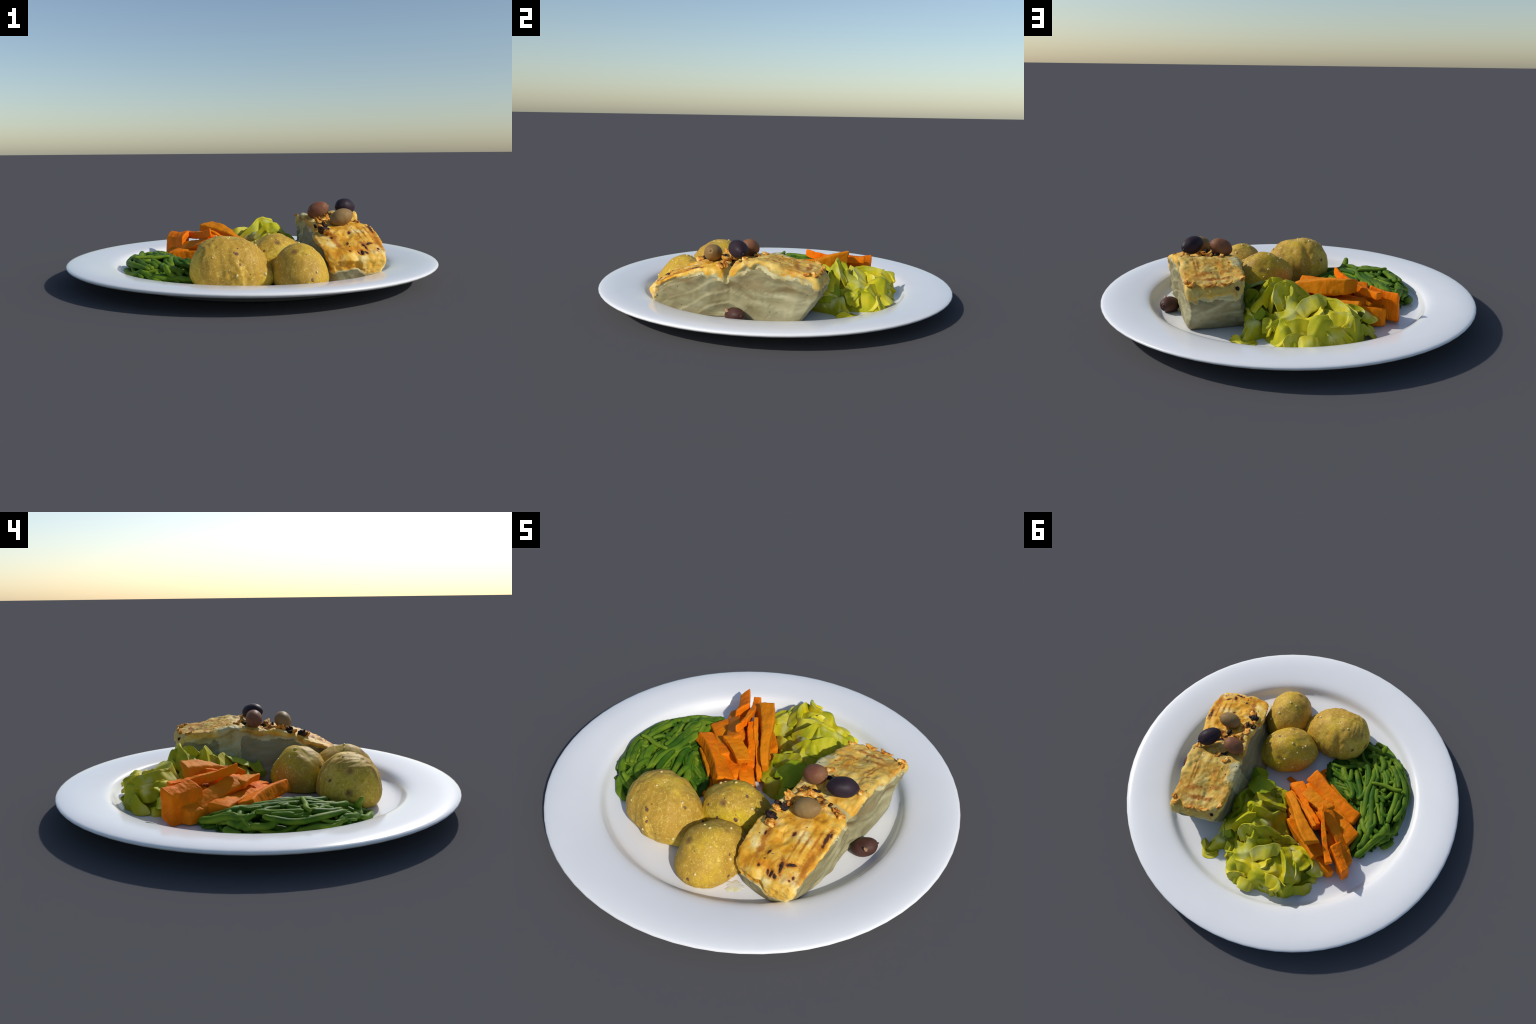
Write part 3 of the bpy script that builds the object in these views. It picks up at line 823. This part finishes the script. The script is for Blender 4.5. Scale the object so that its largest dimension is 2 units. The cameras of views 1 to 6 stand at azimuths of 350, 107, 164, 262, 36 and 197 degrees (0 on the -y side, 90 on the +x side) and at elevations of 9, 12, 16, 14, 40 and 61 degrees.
# the lower layers, joined
mb = Mat("shadow_darkened_green_bean", rough=0.5, Specular_IOR_Level=0.10)
mat_bean_darkened = mb.done(mb.ramp(mb.noise(14, 3), [(0.36, (0.022, 0.070, 0.005)), (0.64, (0.060, 0.135, 0.008))]), mb.noise(70, 3), .3, .003)  # greens darkened to paint the deep shadow between the stalks
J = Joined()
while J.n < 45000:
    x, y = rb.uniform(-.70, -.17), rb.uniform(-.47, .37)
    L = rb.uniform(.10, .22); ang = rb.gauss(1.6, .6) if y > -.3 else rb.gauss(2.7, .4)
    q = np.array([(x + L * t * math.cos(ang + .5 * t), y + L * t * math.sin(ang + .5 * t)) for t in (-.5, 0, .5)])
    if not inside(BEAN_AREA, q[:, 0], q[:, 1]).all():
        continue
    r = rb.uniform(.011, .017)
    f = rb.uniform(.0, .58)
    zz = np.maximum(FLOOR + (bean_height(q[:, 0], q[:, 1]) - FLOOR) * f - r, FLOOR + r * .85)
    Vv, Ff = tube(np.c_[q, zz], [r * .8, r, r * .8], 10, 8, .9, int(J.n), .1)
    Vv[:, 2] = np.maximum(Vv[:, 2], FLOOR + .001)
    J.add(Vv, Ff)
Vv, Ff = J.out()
o = make("buried_green_bean", Vv, Ff, mat_bean_darkened, beans_base, parent=heap); o["kind"] = "stuff"

# ================================================================== LETTUCE
m = Mat("creamy_cabbage_leaf", rough=0.55, Specular_IOR_Level=0.18)
rnd = m.random()
n1 = m.noise(8, 4, .55, .6)
lc = m.ramp(n1, [(0.28, (0.25, 0.27, 0.008)), (0.42, (0.42, 0.41, 0.008)), (0.56, (0.60, 0.53, 0.014)), (0.72, (0.66, 0.63, 0.17))])
yb_ = m.sep()[1]
lc = m.mix(m.ramp(rnd, [(0.1, 0.5), (0.5, 0.0)]), lc, (0.24, 0.27, 0.008))
lc = m.mix(m.ramp(rnd, [(0.6, 0.0), (1.0, 0.25)]), lc, (0.68, 0.64, 0.20))
lc = m.mix(m.ramp(m.noise(6, 3, co=m.mapped(loc=(2, 5, 1))), [(0.50, 0.0), (0.68, 0.65)]), lc, (0.66, 0.50, 0.010))
lc = m.mix(m.ramp(m.noise(10, 4, co=m.mapped(loc=(7, 3, 4))), [(0.55, 0.0), (0.70, 0.6)]), lc, (0.60, 0.62, 0.28))
lc = m.mix(m.ramp(m.noise(80, 2), [(0.72, 0.0), (0.76, 0.6)]), lc, (0.12, 0.12, 0.02))
mat_leaf = m.done(lc, m.mix(.5, m.noise(40, 3, .5, 1.0), m.noise(110, 2)), .25, .004)
m = Mat("green_outer_leaf", rough=0.55, Specular_IOR_Level=0.18)
lg = m.ramp(m.noise(9, 4), [(0.35, (0.18, 0.25, 0.006)), (0.55, (0.26, 0.32, 0.006)), (0.75, (0.44, 0.44, 0.012))])
mat_green = m.done(lg, m.noise(40, 3), .25, .004)

LEAF_AREA = [(.243, -.085), (.30, .0), (.318, .12), (.315, .28), (.335, .38), (.405, .475), (.385, .525), (.31, .50), (.268, .48), (.258, .53), (.235, .625), (.17, .672),
             (.06, .665), (-.04, .672), (-.128, .675), (-.20, .62), (-.288, .545), (-.28, .48), (-.17, .37), (-.07, .25), (-.01, .14), (.03, .02), (.09, .01), (.14, .0)]
LEAF_TOP = [(.094, .399, .282), (-.018, .437, .205), (-.128, .66, .185), (.14, .01, .15), (.16, .26, .235), (.17, .08, .185), (-.03, .57, .180), (.178, .564, .150),
            (.121, .629, .095), (.23, .63, .085), (.305, .431, .131), (.40, .50, .075), (-.11, .358, .110), (0, .194, .140), (.033, .577, .200), (-.24, .478, .122),
            (-.12, .50, .170), (.127, .387, .285), (.133, .238, .250), (.052, .219, .175), (.26, .20, .17), (.28, .05, .11), (.24, .33, .19), (.19, .45, .19),
            (.07, .10, .12), (.20, .50, .16), (-.20, .57, .12), (.04, .48, .165), (.26, .47, .10), (.10, .31, .225), (.0, .30, .13), (-.06, .62, .165)]
def leaf_height(x, y):
    x, y = np.atleast_1d(x), np.atleast_1d(y)
    d = np.where(inside(LEAF_AREA, x, y), edge_distance(LEAF_AREA, x, y), 0)
    return FLOOR + (idw(LEAF_TOP, x, y, 3.2) - FLOOR) * smooth01(d, -.012, .035)

salad_base = (.07, .35, FLOOR)
salad = empty("cabbage_salad", salad_base)
tag(salad, "mound of creamy yellow green shredded cabbage leaves", "salad")

def leaf_patch(cx, cy, length, width, turn, seed, lift=0.0, crumple=.018, curl=.03, tilt=(0, 0), thick=.008, n=30, fold=0.0):
    """one crumpled leaf draped over the heap, edges curling up, with thickness"""
    g = np.linspace(-1, 1, n)
    U, W = np.meshgrid(g, g, indexing="ij")
    u, w = U.ravel(), W.ravel()
    # rounded, ragged outline
    ru = u * np.sqrt(1 - w * w / 2); rw = w * np.sqrt(1 - u * u / 2)
    ang = np.arctan2(rw, ru)
    q = np.stack([np.cos(ang) * 1.5, np.sin(ang) * 1.5, np.full_like(ang, seed)], 1)
    rag = 1 + .22 * vnoise(q, 1.3, seed) + .10 * vnoise(q, 4, seed + 1)
    rr = np.hypot(ru, rw)
    lx, ly = ru * rag * length / 2, rw * rag * width / 2
    ct, st = math.cos(turn), math.sin(turn)
    x = cx + lx * ct - ly * st
    y = cy + lx * st + ly * ct
    Q0 = np.stack([lx, ly, np.full_like(lx, seed * .37)], 1)
    h = leaf_height(x, y)
    low = leaf_height(np.array([cx]), np.array([cy]))[0]
    z = .55 * h + .45 * low + lift
    z = z + crumple * (ridged(Q0, 16, 2, seed + 3) - .2) + .4 * crumple * vnoise(Q0, 34, seed + 6)
    z = z + curl * smooth01(rr, .55, 1.05) * (.45 + .9 * vnoise(q, 1.1, seed + 9))
    z = z + tilt[0] * lx / (length / 2) + tilt[1] * ly / (width / 2)
    z = z - fold * np.abs(ly) / (width / 2)
    x = x + .5 * crumple * vnoise(Q0, 20, seed + 12)
    y = y + .5 * crumple * vnoise(Q0, 20, seed + 13)
    top = np.stack([x, y, z], 1)
    F = []
    idx = np.arange(n * n).reshape(n, n)
    for i in range(n - 1):
        for j in range(n - 1):
            F.append([idx[i, j], idx[i + 1, j], idx[i + 1, j + 1], idx[i, j + 1]])
    nn = vnormals(top, F)
    th = thick * (1 - .45 * rr ** 3)
    bot = top - nn * th[:, None]
    V = np.vstack([top, bot])
    Fb = [[q + n * n for q in f[::-1]] for f in F]
    ring = list(idx[:, 0]) + list(idx[-1, 1:]) + list(idx[-2::-1, -1]) + list(idx[0, -2:0:-1])
    side = []
    for i in range(len(ring)):
        p, q2 = ring[i], ring[(i + 1) % len(ring)]
        side.append([q2, p, p + n * n, q2 + n * n])
    V[:, 2] = settle(V[:, 2], FLOOR + .0006 + .00023 * (seed % 7))
    V = relax(V, F + Fb + side, 1, .4)
    return V, F + Fb + side

# the packed body of the heap: a crumpled mass down to the plate
g = 120
xs = np.linspace(-.31, .43, g); ys = np.linspace(-.11, .70, g)
X, Y = np.meshgrid(xs, ys, indexing="ij")
ok = inside(LEAF_AREA, X, Y) | (edge_distance(LEAF_AREA, X, Y) < .010)
hh = leaf_height(X.ravel(), Y.ravel()).reshape(g, g)
Pn = np.stack([X.ravel(), Y.ravel(), hh.ravel() * 1.5], 1)
amp = smooth01(hh.ravel(), FLOOR, FLOOR + .05)
wv = np.stack([vnoise(Pn, 9, s) for s in (80, 81, 82)], 1)
hz = hh.ravel() - .038 + amp * (.036 * (ridged(Pn + .03 * wv, 8, 1, 83) - .2) + .004 * vnoise(Pn + .03 * wv, 24, 84))
XX = X.ravel() + amp * .014 * vnoise(Pn, 15, 85); YY = Y.ravel() + amp * .014 * vnoise(Pn, 15, 86)
hz = np.maximum(hz, FLOOR - .003)
V = np.stack([XX, YY, hz], 1)
idx = np.arange(g * g).reshape(g, g)
F = [[idx[i, j], idx[i + 1, j], idx[i + 1, j + 1], idx[i, j + 1]] for i in range(g - 1) for j in range(g - 1)
     if ok[i, j] and ok[i + 1, j] and ok[i + 1, j + 1] and ok[i, j + 1]]
used = np.unique(np.array(F)); remap = -np.ones(g * g, int); remap[used] = np.arange(len(used))
F = [[int(remap[q]) for q in f] for f in F]; V = V[used]
cnt = {}
for f in F:
    for i in range(4):
        e = (f[i], f[(i + 1) % 4]); cnt[e] = 1
rim = [e for e in cnt if (e[1], e[0]) not in cnt]
nv = len(V); low = V.copy(); low[:, 2] = FLOOR - .004
V = np.vstack([V, low]); F += [[e[1], e[0], e[0] + nv, e[1] + nv] for e in rim]
o = make("packed_leaf", V, F, mat_leaf, salad_base, parent=salad); o["kind"] = "stuff"

def fold(spine, wl, dl, wr, dr, seed, thick=.011, n=60, mside=32, sharp=.92, hook=.0):
    """a soft rolling leaf: follows its crest line and hangs down on both sides of it"""
    S = spline(spine, n)
    run = np.stack([np.linspace(0, np.linalg.norm(np.diff(S, axis=0), axis=1).sum(), n), np.zeros(n), np.full(n, seed * .01)], 1)
    T = np.gradient(S, axis=0); T[:, 2] = 0
    T /= np.linalg.norm(T, axis=1, keepdims=True) + 1e-9
    side = np.stack([-T[:, 1], T[:, 0], np.zeros(n)], 1)          # left of the way
    S = S + side * (.014 * vnoise(run, 16, seed + 30))[:, None] + np.array((0, 0, 1.0)) * (.004 + .008 * vnoise(run, 18, seed + 31) + .002 * vnoise(run, 50, seed + 32))[:, None]
    sv = np.linspace(-1, 1, mside); sv = np.sign(sv) * np.abs(sv) ** 1.4
    tt = np.linspace(0, 1, n)
    end = np.minimum(1, .50 + 1.6 * np.minimum(tt, 1 - tt) / .5)
    end = np.minimum(end, 1)
    top = []
    for i in range(n):
        for q in sv:
            w, d = (wr, dr) if q > 0 else (wl, dl)
            aq = abs(q)
            off = -q * w * end[i] * (1 - hook * aq ** 3)
            top.append(S[i] + side[i] * off + np.array((0, 0, -d * (.35 + .65 * end[i]) * 1.12 * ((aq + .015) ** sharp - .015 ** sharp) - .018 * (1 - end[i]))))
    top = np.array(top)
    base = top.copy()
    flat = np.tile(np.abs(sv), n)
    for k in range(3):
        top[:, k] += (.006 + .012 * flat) * vnoise(base, 10, seed + k) + (.0015 + .002 * flat) * vnoise(base, 28, seed + 5 + k)
    F = []
    idx = np.arange(n * mside).reshape(n, mside)
    for i in range(n - 1):
        for j in range(mside - 1):
            F.append([idx[i, j], idx[i, j + 1], idx[i + 1, j + 1], idx[i + 1, j]])
    nn = vnormals(top, F)
    if nn[:, 2].mean() < 0:
        F = [f[::-1] for f in F]; nn = -nn
    bot = top - nn * (thick * (1 - .4 * flat ** 2))[:, None]
    N0 = n * mside
    ring = list(idx[:, 0]) + list(idx[-1, 1:]) + list(idx[-2::-1, -1]) + list(idx[0, -2:0:-1])
    rimf = [[ring[(i + 1) % len(ring)], ring[i], ring[i] + N0, ring[(i + 1) % len(ring)] + N0] for i in range(len(ring))]
    V = np.vstack([top, bot]); Fa = F + [[q + N0 for q in f[::-1]] for f in F] + rimf
    bm = bmesh.new()
    vs = [bm.verts.new(v) for v in V]
    for f in Fa:
        bm.faces.new([vs[q] for q in f])
    bmesh.ops.recalc_face_normals(bm, faces=bm.faces)
    bm.verts.index_update()
    Fa = [[v.index for v in f.verts] for f in bm.faces]
    bm.free()
    V = relax(V, Fa, 2, .5)
    V[:, 2] = settle(V[:, 2], FLOOR + .0006 + .00023 * (seed % 7))
    return V, Fa

FOLDS = [  # crest line, left width, left drop, right width, right drop
    ([(.173, .139, .215), (.130, .175, .215), (.072, .192, .185), (-.019, .188, .155)], .05, .05, .05, .07),
    ([(.185, .270, .245), (.160, .246, .262), (.114, .259, .250), (.042, .237, .190)], .055, .045, .05, .09),
    ([(.244, .411, .20), (.232, .375, .232), (.203, .340, .256), (.169, .306, .255), (.130, .297, .245)], .05, .08, .05, .05),
    ([(.205, .425, .215), (.182, .400, .268), (.142, .389, .288), (.095, .391, .280), (.040, .360, .238), (-.029, .345, .18)], .05, .10, .05, .10),
    ([(.095, .440, .205), (.060, .420, .215), (.010, .400, .200)], .05, .06, .04, .04),
    ([(.126, .514, .172), (.094, .493, .205), (.046, .459, .218), (-.015, .440, .222), (-.065, .455, .214)], .045, .07, .05, .04),
    ([(.190, .560, .145), (.123, .577, .155), (.047, .602, .16), (.014, .570, .185), (.010, .529, .192), (-.020, .506, .195)], .045, .035, .05, .07),
    ([(.001, .580, .182), (-.049, .608, .188), (-.100, .632, .186), (-.124, .666, .180)], .045, .10, .05, .05),
    ([(-.040, .450, .212), (-.092, .490, .212), (-.126, .555, .192), (-.130, .625, .178)], .045, .05, .04, .05),
    ([(-.125, .458, .178), (-.165, .507, .163), (-.166, .568, .152), (-.150, .625, .140)], .04, .06, .04, .04),
    ([(-.080, .430, .165), (-.160, .412, .152), (-.218, .445, .133), (-.240, .480, .122), (-.228, .520, .10)], .05, .05, .04, .05),
    ([(.245, .530, .12), (.226, .509, .135), (.176, .497, .14), (.124, .524, .14)], .05, .04, .05, .06),
    ([(.212, .640, .085), (.178, .615, .10), (.131, .612, .107), (.099, .629, .10)], .04, .06, .04, .04),
    ([(.150, .632, .078), (.097, .630, .092), (.040, .628, .088)], .035, .06, .04, .04),
    ([(.319, .331, .155), (.312, .372, .15), (.306, .41, .135), (.330, .443, .112), (.357, .484, .078), (.382, .502, .055)], .035, .05, .035, .06),
    ([(.250, .130, .17), (.255, .196, .19), (.235, .260, .20), (.262, .300, .18), (.261, .372, .17), (.240, .431, .15)], .045, .06, .045, .07),
    ([(.300, .20, .12), (.300, .27, .125), (.295, .34, .12)], .04, .06, .03, .05),
    ([(.412, .440, .055), (.402, .485, .065), (.380, .512, .05), (.325, .498, .05)], .025, .03, .025, .03),
    ([(.262, .448, .13), (.240, .482, .13), (.248, .526, .115)], .04, .05, .04, .05),
    ([(-.042, .335, .13), (-.083, .330, .13), (-.123, .358, .115)], .05, .06, .04, .05),
    ([(.023, .385, .185), (.0, .395, .16), (-.035, .385, .15)], .05, .05, .04, .05),
    ([(.100, .045, .125), (.064, .048, .115), (.040, .060, .09)], .035, .06, .035, .06),
    ([(.078, .096, .158), (.038, .110, .148), (.012, .160, .145)], .05, .06, .05, .06),
    ([(.063, .615, .125), (.028, .598, .148), (-.02, .610, .14), (-.01, .655, .09)], .04, .05, .05, .06),
    ([(-.057, .630, .15), (-.045, .650, .10), (-.080, .666, .06)], .05, .05, .04, .04),
    ([(-.149, .630, .125), (-.197, .598, .10), (-.270, .545, .055)], .05, .05, .04, .05),
    ([(.156, .195, .210), (.183, .218, .20), (.209, .273, .20)], .05, .05, .05, .05),
    ([(.201, .443, .165), (.159, .445, .15), (.098, .434, .15)], .04, .04, .05, .05),
]
for i, (sp, wl, dl, wr, dr) in enumerate(FOLDS):
    # one flank of each leaf is a steep lip, the other lies out
    if i % 2:
        wl, dl, wr = wl * .8, dl * 1.1, wr * 1.35
    else:
        wr, dr, wl = wr * .8, dr * 1.1, wl * 1.35
    Vv, Ff = fold(sp, wl, dl, wr, dr, 640 + 13 * i)
    make("cabbage_leaf", Vv, Ff, mat_green if i in (15, 16, 21) else mat_leaf, salad_base, parent=salad)
# broad smooth green leaves lying at the near end, and the yellow lobe beside the carrots
LEAVES = [
    (.175, .080, .17, .14, .5, .006, .002, .010, (.00, .02), 0, 1),
    (.215, .010, .15, .11, 1.2, -.006, .002, .010, (-.02, 0), 0, 1),
    (.235, -.045, .10, .08, 1.9, -.010, .002, .008, (-.02, 0), 0, 1),
    (-.165, .465, .20, .13, 1.1, .006, .004, .014, (.0, .0), .012, 0),
    (.090, .130, .15, .10, .5, -.006, .003, .012, (.0, .0), .01, 0),
]
for i, (lx, ly, L, W, tn, lift, cr, cu, ti, fo, gr) in enumerate(LEAVES):
    Vv, Ff = leaf_patch(lx, ly, L, W, tn, 500 + 7 * i, lift, cr, cu, ti, .010, 30, fo)
    make("cabbage_leaf", Vv, Ff, mat_green if gr else mat_leaf, salad_base, parent=salad)

# ================================================================== JUICE ON THE PLATE
m = Mat("oily_juice", rough=0.15, Specular_IOR_Level=0.5)
mat_juice = m.done(m.mix(m.ramp(m.noise(14, 3), [(0.4, 0.0), (0.65, 1.0)]), (0.74, 0.72, 0.66), (0.70, 0.66, 0.24)))
def puddle(cx, cy, rx, ry, turn, seed, h=.003):
    V, F, ns, nr = [], [], 40, 6
    ct, st = math.cos(turn), math.sin(turn)
    for i in range(nr + 1):
        for j in range(ns):
            an = 2 * math.pi * j / ns
            q = np.array([[math.cos(an), math.sin(an), seed]])
            w = 1 + .35 * float(vnoise(q, 1.8, seed)[0]) + .18 * float(vnoise(q, 4.2, seed + 1)[0])
            r = i / nr * w
            lx, ly = rx * r * math.cos(an), ry * r * math.sin(an)
            V.append((cx + lx * ct - ly * st, cy + lx * st + ly * ct, FLOOR + h * (1 - (i / nr) ** 4) - .0004))
    for i in range(nr):
        for j in range(ns):
            k = (j + 1) % ns
            F.append([i * ns + j, (i + 1) * ns + j, (i + 1) * ns + k, i * ns + k] if i else [0, ns + j, ns + k])
    return np.array(V), F
Vv, Ff = puddle(.315, -.535, .05, .035, .4, 3)
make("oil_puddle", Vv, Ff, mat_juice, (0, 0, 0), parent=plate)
